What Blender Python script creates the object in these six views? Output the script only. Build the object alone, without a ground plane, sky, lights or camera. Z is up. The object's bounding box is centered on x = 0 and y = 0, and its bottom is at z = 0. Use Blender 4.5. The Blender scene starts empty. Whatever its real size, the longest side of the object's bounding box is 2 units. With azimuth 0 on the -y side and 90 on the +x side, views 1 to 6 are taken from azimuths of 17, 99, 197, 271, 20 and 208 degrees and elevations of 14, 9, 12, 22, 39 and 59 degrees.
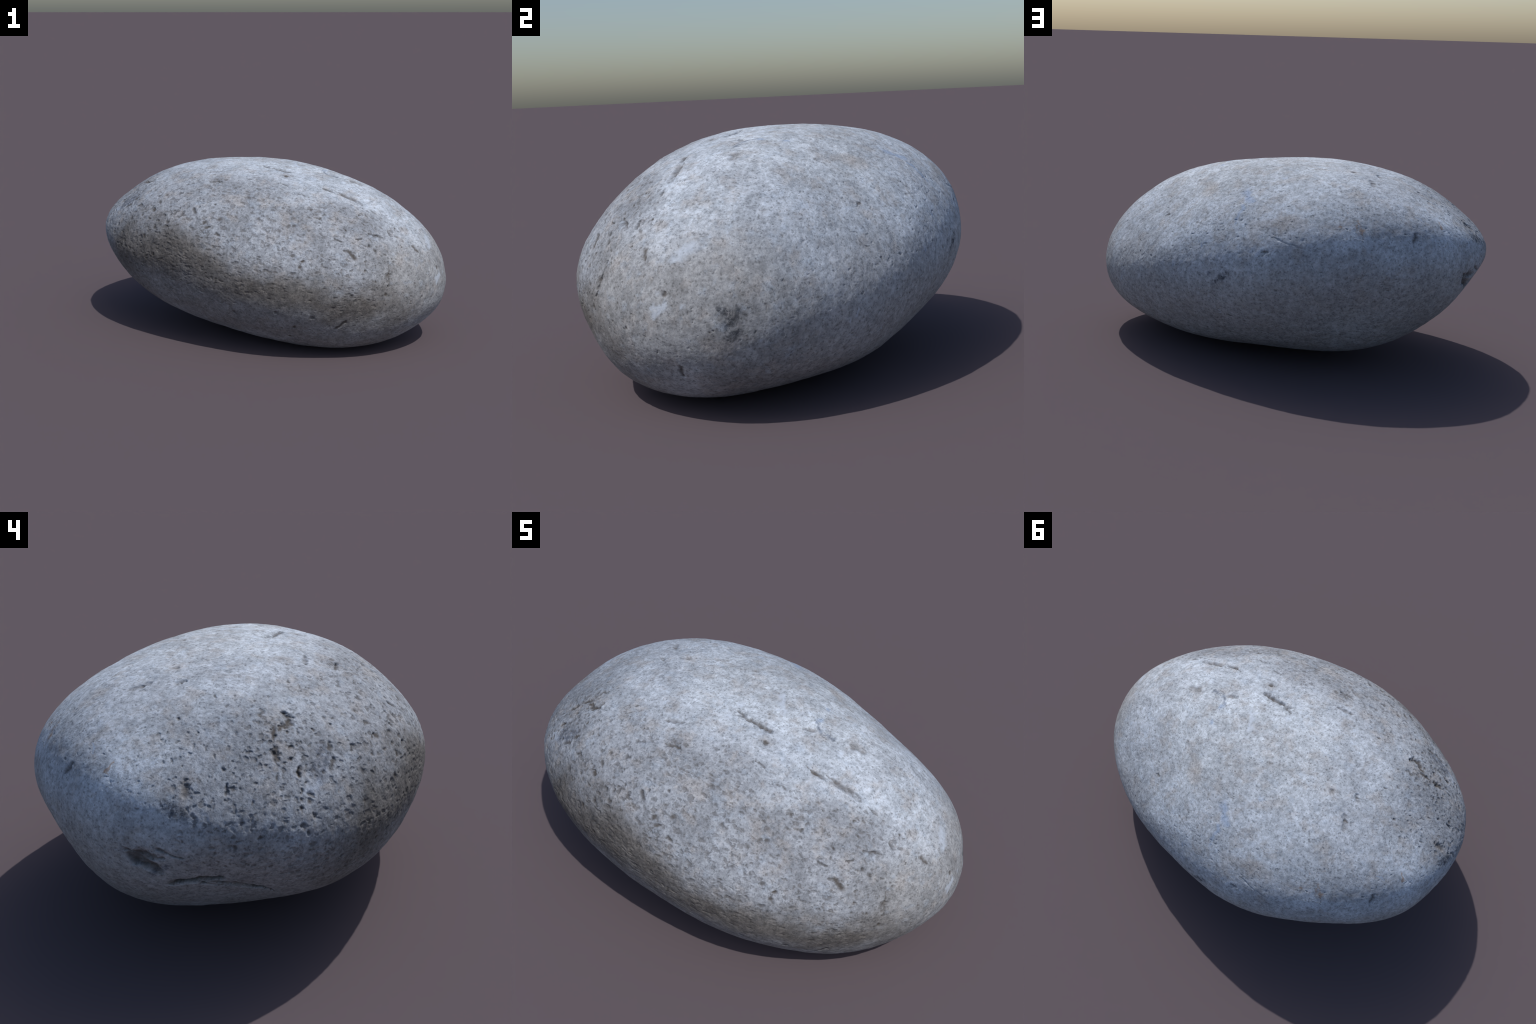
"""A beach pebble: a grey, egg-shaped river stone lying tilted on its belly.

form      a sheared ellipsoid, worn by 160 broad bulges and flats spread evenly over it
relief    cracks, pits, chip hollows and a spall ledge cut into the surface, plus pores and grain;
          the same node-built masks cut the relief (geometry nodes) and colour it (shader nodes)
colour    blue-grey stone, pale flecks, tan films, a brown band of painted shade, slate smears, rust and blue marks
"""
import bpy
import numpy as np

GRID = 370          # quads along one edge of the cube that is blown up into the pebble

# ------------------------------------------------------------------ form
CENTRE = np.array([-0.0044, -0.0102, 0.4527])
FRAME = np.array([[0.9726, -0.1596, -0.1821],      # columns: the three axes of the sheared ellipsoid
                  [0.0, 0.7236, 0.0574],
                  [0.0, 0.0, 0.4917]])
LOBE_SHARPNESS = 12.0
# how far each of the evenly spread wear lobes stands out (+) or is ground down (-), as a log ratio
LOBES = [
    -0.047, -0.012, -0.029, 0.003, 0.06, 0.076, 0.006, -0.032, -0.027, -0.05, 0.032, 0.005, 0.02,
    0.012, 0.042, -0.015, 0.047, -0.011, -0.095, -0.065, 0.016, -0.047, -0.009, 0.09, -0.026,
    -0.018, 0.021, -0.023, 0.02, 0.029, 0.045, 0.008, 0.039, -0.01, 0.031, 0.009, -0.05, -0.024,
    0.023, -0.064, -0.035, -0.001, -0.006, -0.032, 0.001, 0.031, -0.006, -0.008, -0.018, 0.006,
    0.028, -0.005, 0.02, -0.0, -0.012, -0.016, 0.005, 0.012, -0.017, -0.012, -0.026, 0.064, -0.016,
    0.015, 0.014, 0.002, -0.044, 0.017, -0.013, 0.021, 0.025, 0.009, 0.039, -0.022, -0.025, 0.009,
    0.013, 0.016, -0.032, 0.021, -0.006, 0.044, -0.006, -0.051, -0.024, -0.025, 0.046, 0.023,
    -0.012, -0.034, 0.008, 0.016, -0.018, -0.045, -0.039, -0.067, 0.008, 0.068, -0.011, -0.026,
    0.016, 0.045, 0.007, -0.01, 0.008, -0.057, 0.006, -0.016, 0.046, -0.038, -0.012, 0.018, 0.018,
    -0.037, 0.011, 0.039, -0.027, 0.015, 0.015, 0.001, 0.035, -0.035, -0.013, -0.07, 0.035, -0.048,
    0.075, 0.009, -0.007, -0.022, 0.002, -0.008, -0.02, 0.02, 0.067, -0.03, 0.029, -0.024, -0.008,
    -0.043, -0.025, -0.022, 0.033, 0.061, 0.085, 0.01, 0.053, -0.014, 0.024, -0.039, 0.012, 0.002,
    -0.059, -0.011, 0.004, -0.026, -0.013, -0.03, -0.034, -0.058]

# ------------------------------------------------------------------ marks on the surface
# paths: half width, then the points the line runs through; others: start x, y, z, (end x, y, z,) half width; metres
CRACKS = [
    (0.0105, (-0.026, -0.101, 0.927), (0.02, -0.124, 0.922), (0.053, -0.135, 0.918), (0.115, -0.151, 0.91), (0.144, -0.155, 0.906)),
    (0.0086, (0.342, -0.262, 0.854), (0.411, -0.277, 0.834)),
    (0.0086, (0.424, -0.265, 0.834), (0.471, -0.265, 0.82), (0.514, -0.271, 0.805), (0.581, -0.278, 0.776)),
    (0.0046, (0.611, -0.295, 0.755), (0.662, -0.305, 0.723)),
    (0.0051, (0.139, -0.321, 0.872), (0.186, -0.336, 0.861)),
    (0.0087, (-0.244, -0.348, 0.866), (-0.181, -0.356, 0.869)),
    (0.0073, (0.644, -0.442, 0.654), (0.707, -0.411, 0.633)),
    (0.0086, (0.723, -0.358, 0.656), (0.745, -0.368, 0.633)),
    (0.0062, (0.752, -0.474, 0.525), (0.766, -0.509, 0.434), (0.762, -0.521, 0.405)),
    (0.0073, (-0.807, -0.207, 0.713), (-0.828, -0.205, 0.697)),
    (0.0144, (-0.892, 0.135, 0.709), (-0.93, 0.133, 0.677)),
    (0.0067, (-0.901, 0.014, 0.699), (-0.926, 0.017, 0.679)),
    (0.0107, (-0.738, 0.507, 0.7), (-0.737, 0.53, 0.671)),
    (0.0108, (-0.936, 0.32, 0.499), (-0.956, 0.256, 0.49), (-0.967, 0.201, 0.486)),
    (0.0082, (-0.972, 0.22, 0.518), (-0.976, 0.144, 0.487)),
    (0.0136, (-0.894, 0.197, 0.358), (-0.907, 0.156, 0.375), (-0.915, 0.094, 0.39), (-0.914, 0.034, 0.393)),
    (0.0104, (-0.891, 0.091, 0.361), (-0.885, 0.011, 0.363), (-0.852, -0.054, 0.335), (-0.815, -0.108, 0.304)),
    (0.0092, (-0.933, 0.318, 0.483), (-0.932, 0.304, 0.459), (-0.939, 0.262, 0.446)),
    (0.0044, (-0.783, -0.08, 0.271), (-0.819, -0.108, 0.307), (-0.766, -0.139, 0.263)),
]
HAIRLINES = [
    (0.0036, (-0.472, 0.59, 0.76), (-0.498, 0.608, 0.735), (-0.535, 0.629, 0.692), (-0.548, 0.645, 0.652)),
    (0.0063, (0.273, 0.523, 0.673), (0.233, 0.553, 0.667), (0.119, 0.587, 0.69)),
    (0.0043, (0.337, 0.605, 0.409), (0.32, 0.576, 0.303)),
    (0.0051, (-0.457, -0.084, 0.902), (-0.606, -0.072, 0.864)),
    (0.008, (-0.278, -0.244, 0.899), (-0.196, -0.241, 0.908), (-0.121, -0.223, 0.914)),
    (0.0035, (-0.728, -0.127, 0.797), (-0.78, -0.128, 0.764)),
    (0.0023, (0.662, -0.305, 0.723), (0.698, -0.31, 0.699)),
]
LEDGE = [
    (0.0039, (-0.126, 0.673, 0.671), (-0.188, 0.691, 0.656), (-0.247, 0.702, 0.643), (-0.351, 0.706, 0.626)),
]
HOLLOWS = [
    (-0.005, -0.124, 0.923, 0.148, -0.165, 0.905, 0.0125),
    (0.363, -0.273, 0.847, 0.416, -0.281, 0.831, 0.0095),
    (0.45, -0.281, 0.822, 0.574, -0.288, 0.775, 0.0121),
    (-0.635, -0.161, 0.834, -0.689, -0.172, 0.805, 0.0148),
    (-0.794, -0.131, 0.754, 0.0172),
    (-0.691, -0.161, 0.808, -0.641, -0.185, 0.824, 0.0197),
    (-0.936, 0.308, 0.479, -0.937, 0.227, 0.427, 0.0249),
    (-0.9, 0.185, 0.365, -0.915, 0.094, 0.39, 0.0159),
    (-0.915, 0.094, 0.39, -0.914, 0.036, 0.393, 0.0159),
    (-0.891, 0.091, 0.361, -0.815, -0.108, 0.304, 0.0098),
    (0.464, -0.062, 0.86, 0.52, -0.077, 0.841, 0.0148),
    (0.265, -0.083, 0.9, 0.304, -0.076, 0.894, 0.0131),
    (-0.485, 0.284, 0.887, -0.507, 0.336, 0.873, 0.0166),
    (-0.495, 0.169, 0.898, -0.508, 0.187, 0.893, 0.0133),
    (-0.384, 0.203, 0.912, 0.0155),
    (-0.501, 0.32, 0.877, 0.0143),
    (0.477, -0.074, 0.855, 0.0192),
    (-0.282, -0.238, 0.9, -0.215, -0.243, 0.906, 0.0119),
]
NOTCH = [
    (-0.94, 0.287, 0.467, -0.953, 0.262, 0.487, 0.0354),
    (-0.941, 0.292, 0.475, -0.942, 0.236, 0.442, 0.0287),
    (-0.905, 0.169, 0.373, -0.909, 0.037, 0.387, 0.0199),
    (-0.884, 0.038, 0.359, -0.826, -0.094, 0.313, 0.0135),
]
PITS = [
    (0.143, -0.223, 0.896, 0.0108),
    (-0.804, -0.138, 0.745, -0.772, -0.134, 0.768, 0.0126),
    (-0.742, -0.128, 0.789, -0.705, -0.127, 0.81, 0.0077),
    (-0.697, -0.149, 0.808, -0.67, -0.182, 0.811, 0.0114),
    (-0.645, -0.17, 0.827, -0.641, -0.185, 0.824, 0.0113),
    (-0.691, -0.307, 0.741, 0.0122),
    (-0.753, -0.307, 0.693, -0.721, -0.318, 0.711, 0.0104),
    (-0.471, -0.402, 0.79, 0.0108),
    (-0.456, -0.179, 0.884, 0.0092),
    (-0.63, -0.386, 0.723, 0.012),
    (-0.829, -0.204, 0.697, -0.803, -0.209, 0.715, 0.0087),
    (-0.676, -0.414, 0.658, 0.0159),
    (-0.434, -0.528, 0.705, 0.0125),
    (-0.396, -0.533, 0.716, 0.011),
    (-0.357, -0.532, 0.732, 0.0141),
    (-0.328, -0.55, 0.723, 0.0149),
    (-0.265, -0.536, 0.751, -0.25, -0.557, 0.735, 0.0113),
    (-0.402, -0.563, 0.678, 0.012),
    (-0.485, -0.548, 0.643, 0.0121),
    (-0.575, -0.527, 0.578, 0.0175),
    (-0.184, -0.605, 0.696, 0.0146),
    (-0.107, -0.593, 0.716, 0.017),
    (-0.516, -0.473, 0.718, 0.0117),
    (-0.351, -0.517, 0.747, 0.0105),
    (-0.153, -0.519, 0.777, 0.0069),
    (-0.237, -0.528, 0.762, 0.0095),
    (-0.38, -0.466, 0.778, 0.0071),
    (0.565, -0.565, 0.588, 0.6, -0.569, 0.556, 0.0122),
    (0.851, -0.311, 0.574, 0.873, -0.309, 0.551, 0.0131),
    (0.757, -0.506, 0.463, 0.0175),
    (0.415, -0.468, 0.745, 0.0116),
    (0.401, -0.495, 0.731, 0.0089),
    (0.252, -0.52, 0.75, 0.0081),
    (0.492, -0.554, 0.644, 0.527, -0.55, 0.629, 0.0067),
    (0.802, -0.37, 0.581, 0.0078),
    (0.578, -0.374, 0.735, 0.0077),
    (0.75, -0.309, 0.663, 0.0083),
    (0.755, -0.533, 0.369, 0.0103),
    (0.284, -0.57, 0.7, 0.0107),
    (0.654, -0.491, 0.603, 0.0136),
    (0.535, -0.495, 0.676, 0.0072),
    (0.59, -0.504, 0.636, 0.616, -0.488, 0.634, 0.005),
    (0.776, -0.454, 0.522, 0.0069),
    (0.362, -0.677, 0.549, 0.0099),
    (0.351, -0.695, 0.522, 0.0126),
    (0.651, -0.548, 0.537, 0.0082),
    (0.602, -0.634, 0.376, 0.0092),
    (-0.632, -0.164, 0.834, 0.0079),
    (-0.654, -0.176, 0.821, -0.686, -0.171, 0.807, 0.0099),
    (-0.706, -0.146, 0.805, 0.0098),
    (-0.715, -0.12, 0.807, 0.0077),
    (-0.743, -0.125, 0.789, 0.009),
    (-0.784, -0.13, 0.761, -0.804, -0.135, 0.746, 0.0144),
    (-0.697, -0.304, 0.738, 0.0099),
    (-0.633, -0.38, 0.726, -0.649, -0.38, 0.715, 0.0065),
    (-0.727, -0.312, 0.71, -0.749, -0.31, 0.694, 0.0063),
    (-0.474, -0.398, 0.791, 0.0076),
    (-0.604, -0.069, 0.865, 0.0079),
    (-0.832, -0.104, 0.734, 0.0075),
    (-0.86, 0.024, 0.731, 0.0081),
    (-0.913, -0.008, 0.688, 0.01),
    (-0.887, -0.076, 0.697, 0.0061),
    (-0.857, -0.216, 0.663, 0.0075),
    (-0.881, -0.213, 0.64, 0.0088),
    (-0.871, -0.239, 0.631, 0.0116),
    (-0.898, -0.213, 0.619, 0.0102),
    (-0.833, -0.228, 0.679, 0.0082),
    (-0.777, -0.285, 0.689, 0.0084),
    (-0.672, -0.417, 0.657, 0.0123),
    (-0.73, -0.423, 0.574, 0.0151),
    (-0.369, -0.532, 0.728, 0.0141),
    (-0.444, -0.521, 0.707, 0.0092),
    (-0.522, -0.469, 0.718, 0.0098),
    (-0.413, -0.558, 0.679, 0.0086),
    (-0.887, -0.253, 0.593, 0.0089),
    (-0.979, -0.034, 0.607, 0.0112),
    (-0.943, 0.016, 0.663, 0.006),
    (-0.791, -0.181, 0.738, 0.0076),
    (-0.554, -0.537, 0.587, 0.0152),
    (-0.661, -0.253, 0.788, 0.0078),
    (-0.605, -0.31, 0.787, 0.0065),
    (-0.688, 0.17, 0.833, 0.0098),
    (-0.501, 0.177, 0.896, 0.0085),
    (-0.1, 0.705, 0.603, -0.13, 0.708, 0.608, 0.008),
    (-0.497, 0.303, 0.881, 0.0137),
    (0.064, 0.642, 0.284, 0.0094),
    (0.478, 0.365, 0.669, 0.0085),
    (0.952, -0.19, 0.208, 0.927, -0.194, 0.175, 0.0096),
    (0.966, -0.225, 0.452, 0.0102),
    (-0.003, -0.666, 0.25, 0.0136),
    (0.316, -0.656, 0.197, 0.0135),
    (0.414, -0.678, 0.261, 0.0143),
    (0.518, -0.665, 0.315, 0.0143),
    (0.277, -0.594, 0.125, 0.0116),
    (0.246, -0.646, 0.181, 0.0094),
    (0.569, -0.612, 0.233, 0.517, -0.61, 0.192, 0.0093),
    (0.232, -0.709, 0.28, 0.0103),
    (0.914, -0.373, 0.33, 0.0095),
    (0.148, -0.229, 0.894, 0.0126),
    (0.485, 0.362, 0.667, 0.0126),
]
SLATE = [
    (0.304, -0.022, 0.897, 0.341, -0.081, 0.887, 0.0092),
    (0.341, -0.081, 0.887, 0.392, -0.078, 0.877, 0.0092),
    (-0.799, -0.272, 0.679, -0.71, -0.283, 0.742, 0.0238),
    (-0.729, -0.278, 0.733, -0.789, -0.249, 0.703, 0.0175),
    (-0.924, 0.245, 0.409, -0.951, 0.189, 0.447, 0.0131),
    (-0.96, 0.098, 0.452, -0.97, 0.063, 0.465, 0.009),
    (0.157, 0.671, 0.477, 0.0103),
    (-0.724, -0.431, 0.565, 0.018),
    (-0.473, -0.582, 0.578, 0.0226),
]
CHARCOAL = [
    (0.987, -0.037, 0.4, 0.985, -0.004, 0.378, 0.0209),
    (0.989, -0.018, 0.362, 0.979, 0.013, 0.387, 0.0209),
    (0.989, -0.017, 0.312, 0.982, 0.018, 0.331, 0.014),
    (0.992, -0.025, 0.344, 0.0097),
    (-0.947, 0.189, 0.652, -0.968, 0.144, 0.631, 0.0153),
    (0.135, 0.68, 0.433, 0.065, 0.698, 0.492, 0.0119),
]
PALE = [
    (0.433, -0.129, 0.862, 0.0117),
    (0.3, -0.193, 0.878, 0.0058),
    (0.35, -0.227, 0.861, 0.0064),
    (-0.03, -0.069, 0.929, 0.0134),
    (-0.049, -0.154, 0.923, 0.0165),
    (0.133, -0.028, 0.92, 0.0133),
    (0.966, -0.271, 0.404, 0.976, -0.233, 0.415, 0.0089),
    (0.893, -0.17, 0.586, 0.916, -0.205, 0.55, 0.0135),
    (0.97, -0.268, 0.385, 0.978, -0.217, 0.42, 0.0113),
    (0.988, -0.161, 0.416, 0.0084),
    (0.911, -0.178, 0.563, 0.895, -0.147, 0.588, 0.0214),
    (0.754, 0.341, 0.31, 0.729, 0.37, 0.342, 0.0067),
    (0.168, 0.663, 0.39, 0.113, 0.634, 0.29, 0.0052),
    (-0.283, 0.626, 0.279, -0.309, 0.584, 0.23, 0.0034),
    (0.586, 0.44, 0.26, 0.582, 0.412, 0.214, 0.0038),
    (-0.857, -0.225, 0.657, -0.812, -0.269, 0.669, 0.0114),
    (0.155, -0.028, 0.918, 0.111, 0.067, 0.924, 0.0157),
    (-0.028, -0.065, 0.929, 0.0157),
    (0.435, -0.136, 0.86, 0.0135),
]
BLUE = [
    (0.061, 0.444, 0.82, 0.014, 0.513, 0.79, 0.0192),
    (0.047, 0.536, 0.764, 0.06, 0.598, 0.704, 0.0121),
    (-0.097, 0.367, 0.884, 0.0088),
    (0.227, 0.602, 0.602, 0.224, 0.616, 0.579, 0.0052),
    (0.369, 0.587, 0.479, 0.0116),
    (-0.723, 0.44, 0.76, -0.751, 0.43, 0.749, 0.0041),
    (0.311, 0.088, 0.888, 0.013),
    (-0.097, 0.367, 0.884, 0.0113),
    (0.042, 0.472, 0.809, 0.038, 0.573, 0.736, 0.0079),
    (0.306, -0.002, 0.897, 0.0141),
]
RUST = [
    (-0.501, 0.609, 0.732, -0.524, 0.618, 0.712, 0.0092),
    (-0.528, 0.619, 0.709, -0.54, 0.625, 0.695, 0.0046),
    (-0.433, 0.632, 0.727, 0.0086),
    (-0.526, 0.623, 0.704, -0.491, 0.583, 0.761, 0.0037),
    (-0.811, 0.362, 0.738, -0.832, 0.382, 0.713, 0.0062),
    (-0.441, 0.563, 0.788, 0.0047),
]
TAN = [
    (-0.069, 0.668, 0.661, -0.295, 0.673, 0.692, 0.0499),
    (-0.16, -0.35, 0.873, 0.0145),
    (0.532, -0.222, 0.813, 0.519, -0.245, 0.811, 0.0064),
    (0.275, 0.332, 0.805, 0.272, 0.267, 0.84, 0.0497),
    (0.471, 0.25, 0.751, 0.0393),
]
BROWN = [
    (-0.719, -0.447, 0.52, -0.295, -0.66, 0.506, 0.1093),
    (-0.295, -0.66, 0.506, 0.032, -0.726, 0.449, 0.1093),
    (0.032, -0.726, 0.449, 0.342, -0.726, 0.387, 0.1093),
    (0.342, -0.726, 0.387, 0.659, -0.597, 0.326, 0.1093),
]
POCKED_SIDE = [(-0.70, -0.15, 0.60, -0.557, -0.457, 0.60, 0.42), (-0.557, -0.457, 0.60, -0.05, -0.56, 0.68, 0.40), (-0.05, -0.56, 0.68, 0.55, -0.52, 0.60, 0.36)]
PALE_CREST = [(0.342, 0.138, 0.873, -0.094, 0.124, 0.933, 0.40)]
BLUNT_END = [(0.857, -0.414, 0.373, 0.991, -0.047, 0.398, 0.36), (0.991, -0.047, 0.398, 0.938, 0.077, 0.24, 0.36)]
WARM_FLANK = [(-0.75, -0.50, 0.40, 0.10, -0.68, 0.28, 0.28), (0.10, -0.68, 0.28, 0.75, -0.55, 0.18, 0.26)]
NEUTRAL_FLANK = [(0.75, 0.40, 0.22, -0.115, 0.68, 0.30, 0.32), (-0.115, 0.68, 0.30, -0.78, 0.40, 0.34, 0.32), (-0.78, 0.40, 0.34, -0.85, 0.0, 0.36, 0.28), (-0.85, 0.0, 0.32, -0.62, -0.25, 0.18, 0.30)]



def evenly_spread(n):
    """n directions along a golden spiral over the unit sphere."""
    i = np.arange(n) + 0.5
    z = 1 - 2 * i / n
    turn = i * np.pi * (3 - 5 ** 0.5)
    r = np.sqrt(1 - z * z)
    return np.stack([r * np.cos(turn), r * np.sin(turn), z], 1)


def pebble_points(unit):
    """Places unit directions on the worn pebble."""
    lobes = evenly_spread(len(LOBES)).astype(np.float32)
    out = np.empty_like(unit)
    for k in range(0, len(unit), 100000):
        u = unit[k:k + 100000].astype(np.float32)
        swell = np.exp(np.exp(LOBE_SHARPNESS * (u @ lobes.T - 1)) @ np.array(LOBES, np.float32))
        out[k:k + 100000] = CENTRE + (u * swell[:, None]) @ FRAME.T
    return out


def blown_up_cube(n):
    """Vertices (unit length) and quads of a cube grid blown up to a sphere, seams welded."""
    g = np.arange(n + 1)
    a, b = np.meshgrid(g, g, indexing="ij")
    zero, full = np.zeros_like(a), np.full_like(a, n)
    sides = [(full, a, b), (zero, b, a), (b, full, a), (a, zero, b), (a, b, full), (b, a, zero)]
    keys = np.concatenate([((x * (n + 1) + y) * (n + 1) + z).ravel() for x, y, z in sides])
    quads = []
    idx = np.arange((n + 1) ** 2).reshape(n + 1, n + 1)
    for s in range(6):
        q = np.stack([idx[:-1, :-1], idx[1:, :-1], idx[1:, 1:], idx[:-1, 1:]], -1).reshape(-1, 4)
        quads.append(q + s * (n + 1) ** 2)
    uniq, inverse = np.unique(keys, return_inverse=True)
    quads = inverse.ravel()[np.concatenate(quads)]
    lattice = np.stack([uniq // (n + 1) ** 2, uniq // (n + 1) % (n + 1), uniq % (n + 1)], 1)
    cube = np.tan((lattice / n * 2 - 1) * np.pi / 4)
    return cube / np.linalg.norm(cube, axis=1, keepdims=True), quads


def tapered(paths):
    """Lines split into short straight pieces that swell and thin out to nothing at both ends."""
    rng = np.random.default_rng(7)
    pieces = []
    for width, *path in paths:
        path = np.array(path)
        run = np.concatenate([[0], np.cumsum(np.linalg.norm(np.diff(path, axis=0), axis=1))])
        n = int(np.clip(round(run[-1] / 0.035), 3, 7))
        at = np.linspace(0, run[-1], n + 1)
        knots = np.stack([np.interp(at, run, path[:, i]) for i in range(3)], 1)
        knots[1:-1] += rng.normal(0, 0.35 * width, (n - 1, 3))
        for i in range(n):
            swell = 0.35 + 0.75 * np.sin(np.pi * (i + 0.5) / n) ** 0.8
            pieces.append((*knots[i], *knots[i + 1], width * swell * rng.uniform(0.75, 1.2)))
    return pieces


CRACKS, HAIRLINES, LEDGE = tapered(CRACKS), tapered(HAIRLINES), tapered(LEDGE)
UNFRAME = np.linalg.inv(FRAME)


def on_ellipsoid(points):
    """Points moved radially onto the unworn ellipsoid, where all masks are worked out."""
    off = np.asarray(points, float) - CENTRE
    return CENTRE + off / np.linalg.norm(off @ UNFRAME.T, axis=-1, keepdims=True)


def laid_on(marks):
    """Marks moved radially onto the unworn ellipsoid."""
    out = []
    for m in marks:
        ends = on_ellipsoid(np.reshape(m[:-1], (-1, 3)))
        out.append((*(float(v) for v in ends.ravel()), m[-1]))
    return out


def new_mesh(name, points, quads):
    me = bpy.data.meshes.new(name)
    me.vertices.add(len(points))
    me.vertices.foreach_set("co", np.ascontiguousarray(points, np.float32).ravel())
    me.loops.add(len(quads) * 4)
    me.loops.foreach_set("vertex_index", np.ascontiguousarray(quads, np.int32).ravel())
    me.polygons.add(len(quads))
    me.polygons.foreach_set("loop_start", np.arange(0, len(quads) * 4, 4, dtype=np.int32))
    me.update(calc_edges=True)
    me.shade_smooth()
    return me


# ------------------------------------------------------------------ node helpers, shared by both trees
class Nodes:
    def __init__(self, tree):
        self.tree = tree
        self.last = None

    def add(self, kind, **settings):
        n = self.tree.nodes.new(kind)
        for k, v in settings.items():
            setattr(n, k, v)
        return n

    def plug(self, socket, value):
        if isinstance(value, bpy.types.NodeSocket):
            self.tree.links.new(value, socket)
        else:
            socket.default_value = value

    def math(self, op, a, b=0.0, c=0.0, clamp=False):
        n = self.add("ShaderNodeMath", operation=op, use_clamp=clamp)
        for s, v in zip(n.inputs, (a, b, c)):
            self.plug(s, v)
        return n.outputs[0]

    def vec(self, op, a, b=(0, 0, 0), scale=None, third=None):
        n = self.add("ShaderNodeVectorMath", operation=op)
        self.plug(n.inputs[0], a)
        self.plug(n.inputs[1], b)
        if third is not None:
            self.plug(n.inputs[2], third)
        if scale is not None:
            self.plug(n.inputs["Scale"], scale)
        return n.outputs["Value" if op in ("DOT_PRODUCT", "DISTANCE", "LENGTH") else "Vector"]

    def ramp(self, x, lo, hi, a=0.0, b=1.0):
        """smooth step: a at lo, b at hi"""
        n = self.add("ShaderNodeMapRange", interpolation_type="SMOOTHSTEP")
        for s, v in zip(n.inputs, (x, lo, hi, a, b)):
            self.plug(s, v)
        return n.outputs[0]

    def noise(self, p, scale, detail=3.0, rough=0.5, distort=0.0, colour=False):
        n = self.add("ShaderNodeTexNoise")
        self.plug(n.inputs["Vector"], p)
        n.inputs["Scale"].default_value = scale
        n.inputs["Detail"].default_value = detail
        n.inputs["Roughness"].default_value = rough
        n.inputs["Distortion"].default_value = distort
        return n.outputs["Color" if colour else 0]

    def cells(self, p, scale, feature="F1"):
        n = self.add("ShaderNodeTexVoronoi", feature=feature)
        self.plug(n.inputs["Vector"], p)
        n.inputs["Scale"].default_value = scale
        return n.outputs["Distance"], n.outputs["Color"]

    def stretched(self, p, along, squeeze):
        """Squeezes space along one direction, so that a pattern looked up there is drawn out along it."""
        d = np.array(along) / np.linalg.norm(along)
        part = self.vec("SCALE", tuple(d), scale=self.math("MULTIPLY", self.vec("DOT_PRODUCT", p, tuple(d)), squeeze - 1))
        return self.vec("ADD", p, part)

    def warped(self, p, scale, amount, detail=2.0):
        wobble = self.vec("SUBTRACT", self.noise(p, scale, detail, colour=True), (0.5, 0.5, 0.5))
        return self.vec("ADD", p, self.vec("SCALE", wobble, scale=amount))

    def on_ellipsoid(self, p):
        """As the function of that name; so a mask does not change with the depth it cuts."""
        off = self.vec("SUBTRACT", p, tuple(CENTRE))
        parts = self.add("ShaderNodeCombineXYZ")
        for socket, row in zip(parts.inputs, UNFRAME):
            self.plug(socket, self.vec("DOT_PRODUCT", off, tuple(row)))
        grow = self.math("DIVIDE", 1.0, self.vec("LENGTH", parts.outputs[0]))
        return self.vec("ADD", tuple(CENTRE), self.vec("SCALE", off, scale=grow))

    def after(self, p, earlier):
        """p itself, but worked out after `earlier`: the shader's stack then holds few values at a time."""
        return p if earlier is None else self.vec("MULTIPLY_ADD", earlier, (1e-9, 1e-9, 1e-9), third=p)

    def nearest(self, p, marks):
        """Distance to the nearest mark, in units of that mark's half width."""
        best, q = None, self.after(p, self.last)
        marks = laid_on(marks)
        for i, m in enumerate(marks):
            a, w = m[:3], m[-1]
            if i and i % 6 == 0:
                q = self.after(p, best)
            if len(m) == 4:
                d = self.vec("DISTANCE", q, a)
            else:
                ab = np.subtract(m[3:6], a)
                off = self.vec("SUBTRACT", q, a)
                t = self.math("MULTIPLY", self.vec("DOT_PRODUCT", off, tuple(ab / (ab @ ab))), 1.0, clamp=True)
                d = self.vec("DISTANCE", off, self.vec("SCALE", tuple(ab), scale=t))
            d = self.math("MULTIPLY", d, 1 / w)
            best = d if best is None else self.math("MINIMUM", best, d)
        self.last = best
        return best

    def mix(self, amount, a, b, blend="MIX"):
        n = self.add("ShaderNodeMix", data_type="RGBA", blend_type=blend)
        self.plug(n.inputs[0], amount)
        for s, v in ((n.inputs[6], a), (n.inputs[7], b)):
            self.plug(s, v if isinstance(v, bpy.types.NodeSocket) else (*v, 1.0))
        return n.outputs[2]


FLOW = (0.96, -0.24, -0.12)       # the bedding runs along the pebble's long axis


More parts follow.
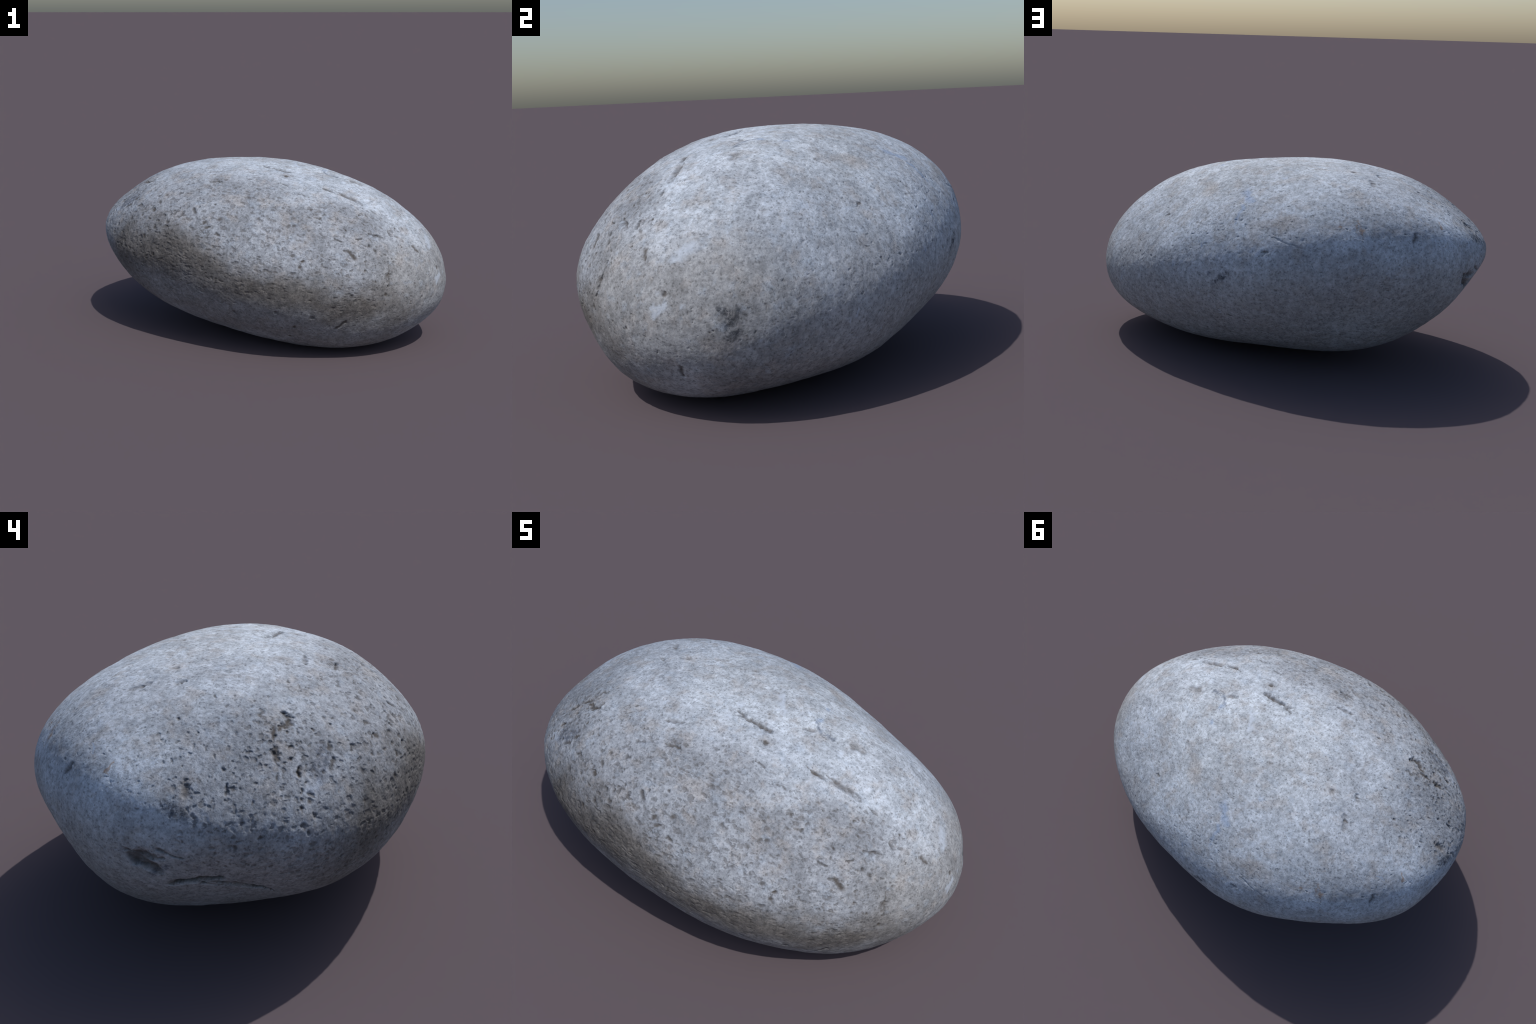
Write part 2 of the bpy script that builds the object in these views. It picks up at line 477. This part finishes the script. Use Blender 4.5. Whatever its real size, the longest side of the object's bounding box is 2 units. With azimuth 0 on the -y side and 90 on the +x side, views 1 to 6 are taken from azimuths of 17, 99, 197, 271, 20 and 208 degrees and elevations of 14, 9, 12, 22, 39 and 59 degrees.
def relief_masks(k, p, marked=True):
    """Masks (0 none, 1 full) of everything cut into the stone, from a point on it."""
    ragged = k.warped(p, 60, 0.016, 1.5)
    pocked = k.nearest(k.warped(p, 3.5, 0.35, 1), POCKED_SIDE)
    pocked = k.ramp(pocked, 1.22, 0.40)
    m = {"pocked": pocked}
    frayed = k.math("MULTIPLY_ADD", k.noise(p, 34, 3, 0.6), 2.2, -1.1)      # eats into and bulges outlines
    if marked:
        def cut(marks, q, fray, outer, inner):
            return k.ramp(k.math("MULTIPLY_ADD", frayed, fray, k.nearest(q, marks)), outer, inner)
        m["crack"] = cut(CRACKS, ragged, 0.75, 1.45, -0.1)
        m["hairline"] = cut(HAIRLINES, ragged, 0.7, 1.2, 0.2)
        m["pit"] = cut(PITS, ragged, 0.6, 1.3, 0.05)
        m["hollow"] = cut(HOLLOWS, ragged, 0.6, 1.2, 0.1)
        m["notch"] = cut(NOTCH, ragged, 0.2, 1.2, 0.0)
        m["ledge"] = cut(LEDGE, ragged, 0.4, 1.4, 0.2)
    # pores: scattered round to drawn-out holes, crowded on the pocked side
    along = k.stretched(k.warped(p, 34, 0.03, 1), FLOW, 0.5)
    for name, scale, sparse, dense in (("pore", 34, 0.12, 0.24), ("fine_pore", 70, 0.34, 0.46)):
        d, tint = k.cells(along, scale)
        n = k.add("ShaderNodeSeparateColor") if k.tree.type == "SHADER" else k.add("FunctionNodeSeparateColor")
        k.plug(n.inputs[0], tint)
        size = k.math("MULTIPLY", k.math("POWER", n.outputs[0], 2.2), k.math("MULTIPLY_ADD", pocked, dense, sparse))
        depth = k.math("SUBTRACT", size, k.math("MULTIPLY_ADD", frayed, 0.16, d))
        m[name] = k.ramp(depth, -0.09, 0.26)
    return m


def relief_tree():
    """Geometry nodes: pushes the smooth pebble in where the masks say so, and roughens it."""
    t = bpy.data.node_groups.new("pebble_relief", "GeometryNodeTree")
    t.interface.new_socket("Geometry", in_out="INPUT", socket_type="NodeSocketGeometry")
    t.interface.new_socket("Geometry", in_out="OUTPUT", socket_type="NodeSocketGeometry")
    k = Nodes(t)
    here = k.add("GeometryNodeInputPosition").outputs[0]
    p = k.on_ellipsoid(here)
    m = relief_masks(k, p)
    height = None
    for name, depth in RELIEF_DEPTH.items():
        height = k.math("MULTIPLY_ADD", m[name], -depth, 0.0 if height is None else height)
    rough = k.math("MULTIPLY_ADD", m["pocked"], 0.0045, 0.0026)
    grain = k.math("SUBTRACT", k.noise(p, 38, 3, 0.55), 0.5)
    height = k.math("MULTIPLY_ADD", grain, rough, height)
    lumps = k.math("SUBTRACT", k.noise(p, 9, 2, 0.5), 0.5)
    height = k.math("MULTIPLY_ADD", lumps, 0.008, height)
    push = k.add("GeometryNodeSetPosition")
    start, end = k.add("NodeGroupInput"), k.add("NodeGroupOutput")
    t.links.new(start.outputs[0], push.inputs["Geometry"])
    outward = k.vec("NORMALIZE", k.vec("SUBTRACT", here, tuple(CENTRE)))
    t.links.new(k.vec("SCALE", outward, scale=height), push.inputs["Offset"])
    t.links.new(push.outputs[0], end.inputs[0])
    return t


RELIEF_DEPTH = {"crack": 0.009, "hairline": 0.001, "pit": 0.005, "hollow": 0.006, "notch": 0.016, "ledge": 0.003,
                "pore": 0.0046, "fine_pore": 0.0026}


def stone_material(name, marked):
    """The stone; the marks are only worked out on the faces near them."""
    mat = bpy.data.materials.new(name)
    mat.use_nodes = True
    t = mat.node_tree
    k = Nodes(t)
    bsdf = t.nodes["Principled BSDF"]
    p = k.on_ellipsoid(k.add("ShaderNodeTexCoord").outputs["Object"])
    m = relief_masks(k, p, marked)

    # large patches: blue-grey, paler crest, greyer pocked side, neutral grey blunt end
    patch = k.ramp(k.noise(p, 2.6, 3, 0.55), 0.36, 0.64)
    col = k.mix(patch, (0.375, 0.412, 0.470), (0.420, 0.467, 0.535))
    wide = k.warped(p, 3, 0.3, 2)
    crest = k.ramp(k.nearest(wide, PALE_CREST), 1.1, 0.3)
    col = k.mix(k.math("MULTIPLY", crest, 0.6), col, (0.455, 0.495, 0.545))
    col = k.mix(k.math("MULTIPLY", m["pocked"], 0.68), col, (0.208, 0.221, 0.250))  # darker tone puts some of the smooth side shading into the colour
    col = k.mix(k.ramp(k.nearest(wide, BLUNT_END), 1.1, 0.35, 0, 0.75), col, (0.226, 0.226, 0.229))
    # centimetre mottling: pinkish grey films, blue-grey clots
    cloud = k.ramp(k.noise(p, 6.5, 5, 0.6, 0.4), 0.36, 0.64, 0.84, 1.14)
    col = k.mix(1.0, col, shade_rgb(k, cloud), "MULTIPLY")
    film = k.ramp(k.noise(p, 12, 5, 0.66), 0.48, 0.66)
    col = k.mix(k.math("MULTIPLY", film, 0.5), col, (0.320, 0.305, 0.302))
    clot = k.ramp(k.noise(k.stretched(p, FLOW, 0.65), 19, 4, 0.6), 0.54, 0.70)
    col = k.mix(k.math("MULTIPLY", clot, 0.32), col, (0.330, 0.400, 0.500))
    col = k.mix(k.ramp(k.nearest(wide, NEUTRAL_FLANK), 1.15, 0.4, 0, 0.70), col, (0.325, 0.325, 0.332))  # also tints the pointed end's underside down for the shadow baked there
    # brown band and warm grey flank: scan's stored shade partly painted in, streaked
    drawn = k.noise(k.stretched(p, FLOW, 0.45), 14, 4, 0.6, colour=True)
    streaky = k.vec("ADD", wide, k.vec("SCALE", k.vec("SUBTRACT", drawn, (0.5, 0.5, 0.5)), scale=0.13))
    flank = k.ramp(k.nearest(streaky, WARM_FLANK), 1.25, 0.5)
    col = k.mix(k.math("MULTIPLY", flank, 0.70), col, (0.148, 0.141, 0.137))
    brown = k.ramp(k.nearest(streaky, BROWN), 1.7, 0.2)
    umber = k.mix(k.ramp(k.noise(p, 22, 4, 0.6), 0.4, 0.62), (0.082, 0.074, 0.068), (0.140, 0.128, 0.117))
    col = k.mix(k.math("MULTIPLY", brown, 0.80), col, umber)
    tan = k.ramp(k.nearest(streaky, TAN), 1.2, 0.4)
    col = k.mix(k.math("MULTIPLY", tan, 0.35), col, (0.335, 0.300, 0.275))
    # grain
    grain = k.noise(p, 42, 5, 0.82)
    shade = k.ramp(grain, 0.26, 0.74, 0.62, 1.38)
    col = k.mix(1.0, col, shade_rgb(k, shade), "MULTIPLY")
    crumb, _ = k.cells(k.warped(p, 70, 0.018, 1), 76)
    crumb = k.ramp(crumb, 0.08, 0.45, 0.66, 1.08)
    col = k.mix(1.0, col, shade_rgb(k, crumb), "MULTIPLY")
    fleck = k.ramp(k.noise(k.warped(p, 40, 0.02, 1), 58, 4, 0.7), 0.60, 0.76)
    fleck = k.math("MULTIPLY", fleck, k.ramp(k.noise(p, 7, 3), 0.42, 0.62, 0.1, 1.0))
    fleck = k.math("MULTIPLY", fleck, k.math("MULTIPLY_ADD", crest, 0.65, 0.25))
    fleck = k.math("MULTIPLY", fleck, k.math("SUBTRACT", 1.0, brown))
    col = k.mix(fleck, col, (0.70, 0.76, 0.84))
    # marks
    if marked:
        loose = k.warped(k.warped(p, 28, 0.045, 1.5), 90, 0.02, 2)
        for marks, tint, strength in ((PALE, (0.54, 0.61, 0.72), 0.60),
                                      (BLUE, (0.22, 0.34, 0.56), 0.45), (RUST, (0.28, 0.165, 0.085), 0.65)):
            col = k.mix(k.math("MULTIPLY", k.ramp(k.nearest(loose, marks), 1.6, 0.1), strength), col, tint)
        blotchy = k.ramp(k.noise(p, 60, 4, 0.7), 0.34, 0.60, 0.15, 1.0)
        for marks, tint in ((SLATE, (0.46, 0.49, 0.55)), (CHARCOAL, (0.20, 0.215, 0.245))):
            there = k.math("MULTIPLY", k.ramp(k.nearest(loose, marks), 1.7, 0.2), blotchy)
            col = k.mix(there, col, k.mix(1.0, col, tint, "MULTIPLY"))
    # dirt lodged in what is cut into the stone
    dirt = k.mix(k.ramp(k.noise(p, 7, 2), 0.42, 0.6), (0.066, 0.054, 0.045), (0.078, 0.076, 0.080))
    for name, strength in (("notch", 0.62), ("fine_pore", 0.42), ("hollow", 0.42), ("ledge", 0.22), ("hairline", 0.15), ("pore", 0.74),
                           ("pit", 0.86), ("crack", 0.72)):
        if name in m:
            col = k.mix(k.math("MULTIPLY", m[name], strength), col, dirt)

    bump = k.add("ShaderNodeBump")
    bump.inputs["Distance"].default_value = 0.006
    k.plug(bump.inputs["Strength"], k.math("MULTIPLY_ADD", m["pocked"], 0.35, 0.45))
    k.plug(bump.inputs["Height"], k.noise(p, 62, 6, 0.72))
    t.links.new(bump.outputs[0], bsdf.inputs["Normal"])
    t.links.new(col, bsdf.inputs["Base Color"])
    bsdf.inputs["Roughness"].default_value = 0.82
    bsdf.inputs["Specular IOR Level"].default_value = 0.35
    return mat


def shade_rgb(k, value):
    n = k.add("ShaderNodeCombineColor")
    for s in n.inputs:
        k.plug(s, value)
    return n.outputs[0]


def near_marks(points):
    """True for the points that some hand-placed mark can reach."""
    near = np.zeros(len(points), bool)
    points = on_ellipsoid(points)
    order = np.argsort(points[:, 0])
    points = points[order]
    for m in laid_on(CRACKS + HAIRLINES + PITS + HOLLOWS + NOTCH + LEDGE + SLATE + CHARCOAL + PALE + BLUE + RUST):
        a = np.array(m[:3])
        ab = np.array(m[3:6]) - a if len(m) == 7 else np.zeros(3)
        reach = 2.3 * m[-1] + 0.035
        lo, hi = np.searchsorted(points[:, 0], (a[0] + min(ab[0], 0) - reach, a[0] + max(ab[0], 0) + reach))
        off = points[lo:hi] - a
        t = np.clip(off @ ab / max(ab @ ab, 1e-12), 0, 1)
        near[order[lo:hi]] |= np.linalg.norm(off - t[:, None] * ab, axis=1) < reach
    return near


# ------------------------------------------------------------------ build
unit, quads = blown_up_cube(GRID)
smooth = bpy.data.objects.new("pebble_blank", new_mesh("pebble_blank", pebble_points(unit), quads))
bpy.context.scene.collection.objects.link(smooth)
smooth.modifiers.new("relief", "NODES").node_group = relief_tree()
worn = smooth.evaluated_get(bpy.context.evaluated_depsgraph_get()).to_mesh()
points = np.empty(len(worn.vertices) * 3, np.float32)
worn.vertices.foreach_get("co", points)
points = points.reshape(-1, 3)
bpy.data.objects.remove(smooth)
points[:, 2] = np.maximum(points[:, 2], 0.0)          # the spot it rests on
low, high = points.min(0), points.max(0)
fit = 2.0 / (high[0] - low[0])

pebble = bpy.data.objects.new("pebble", new_mesh("pebble", points, quads))
pebble.scale = (fit, fit, fit)          # longest side 2 m, centred, standing on the ground
pebble.location = (-fit * (low[0] + high[0]) / 2, -fit * (low[1] + high[1]) / 2, -fit * low[2])
bpy.context.scene.collection.objects.link(pebble)
pebble.data.materials.append(stone_material("pebble_stone", False))
pebble.data.materials.append(stone_material("pebble_stone_marked", True))
pebble.data.polygons.foreach_set("material_index", near_marks(points)[quads].any(1).astype(np.int32))
pebble["label"] = "smooth egg-shaped grey beach pebble with pits and cracks"
pebble["category"] = "stone pebble"
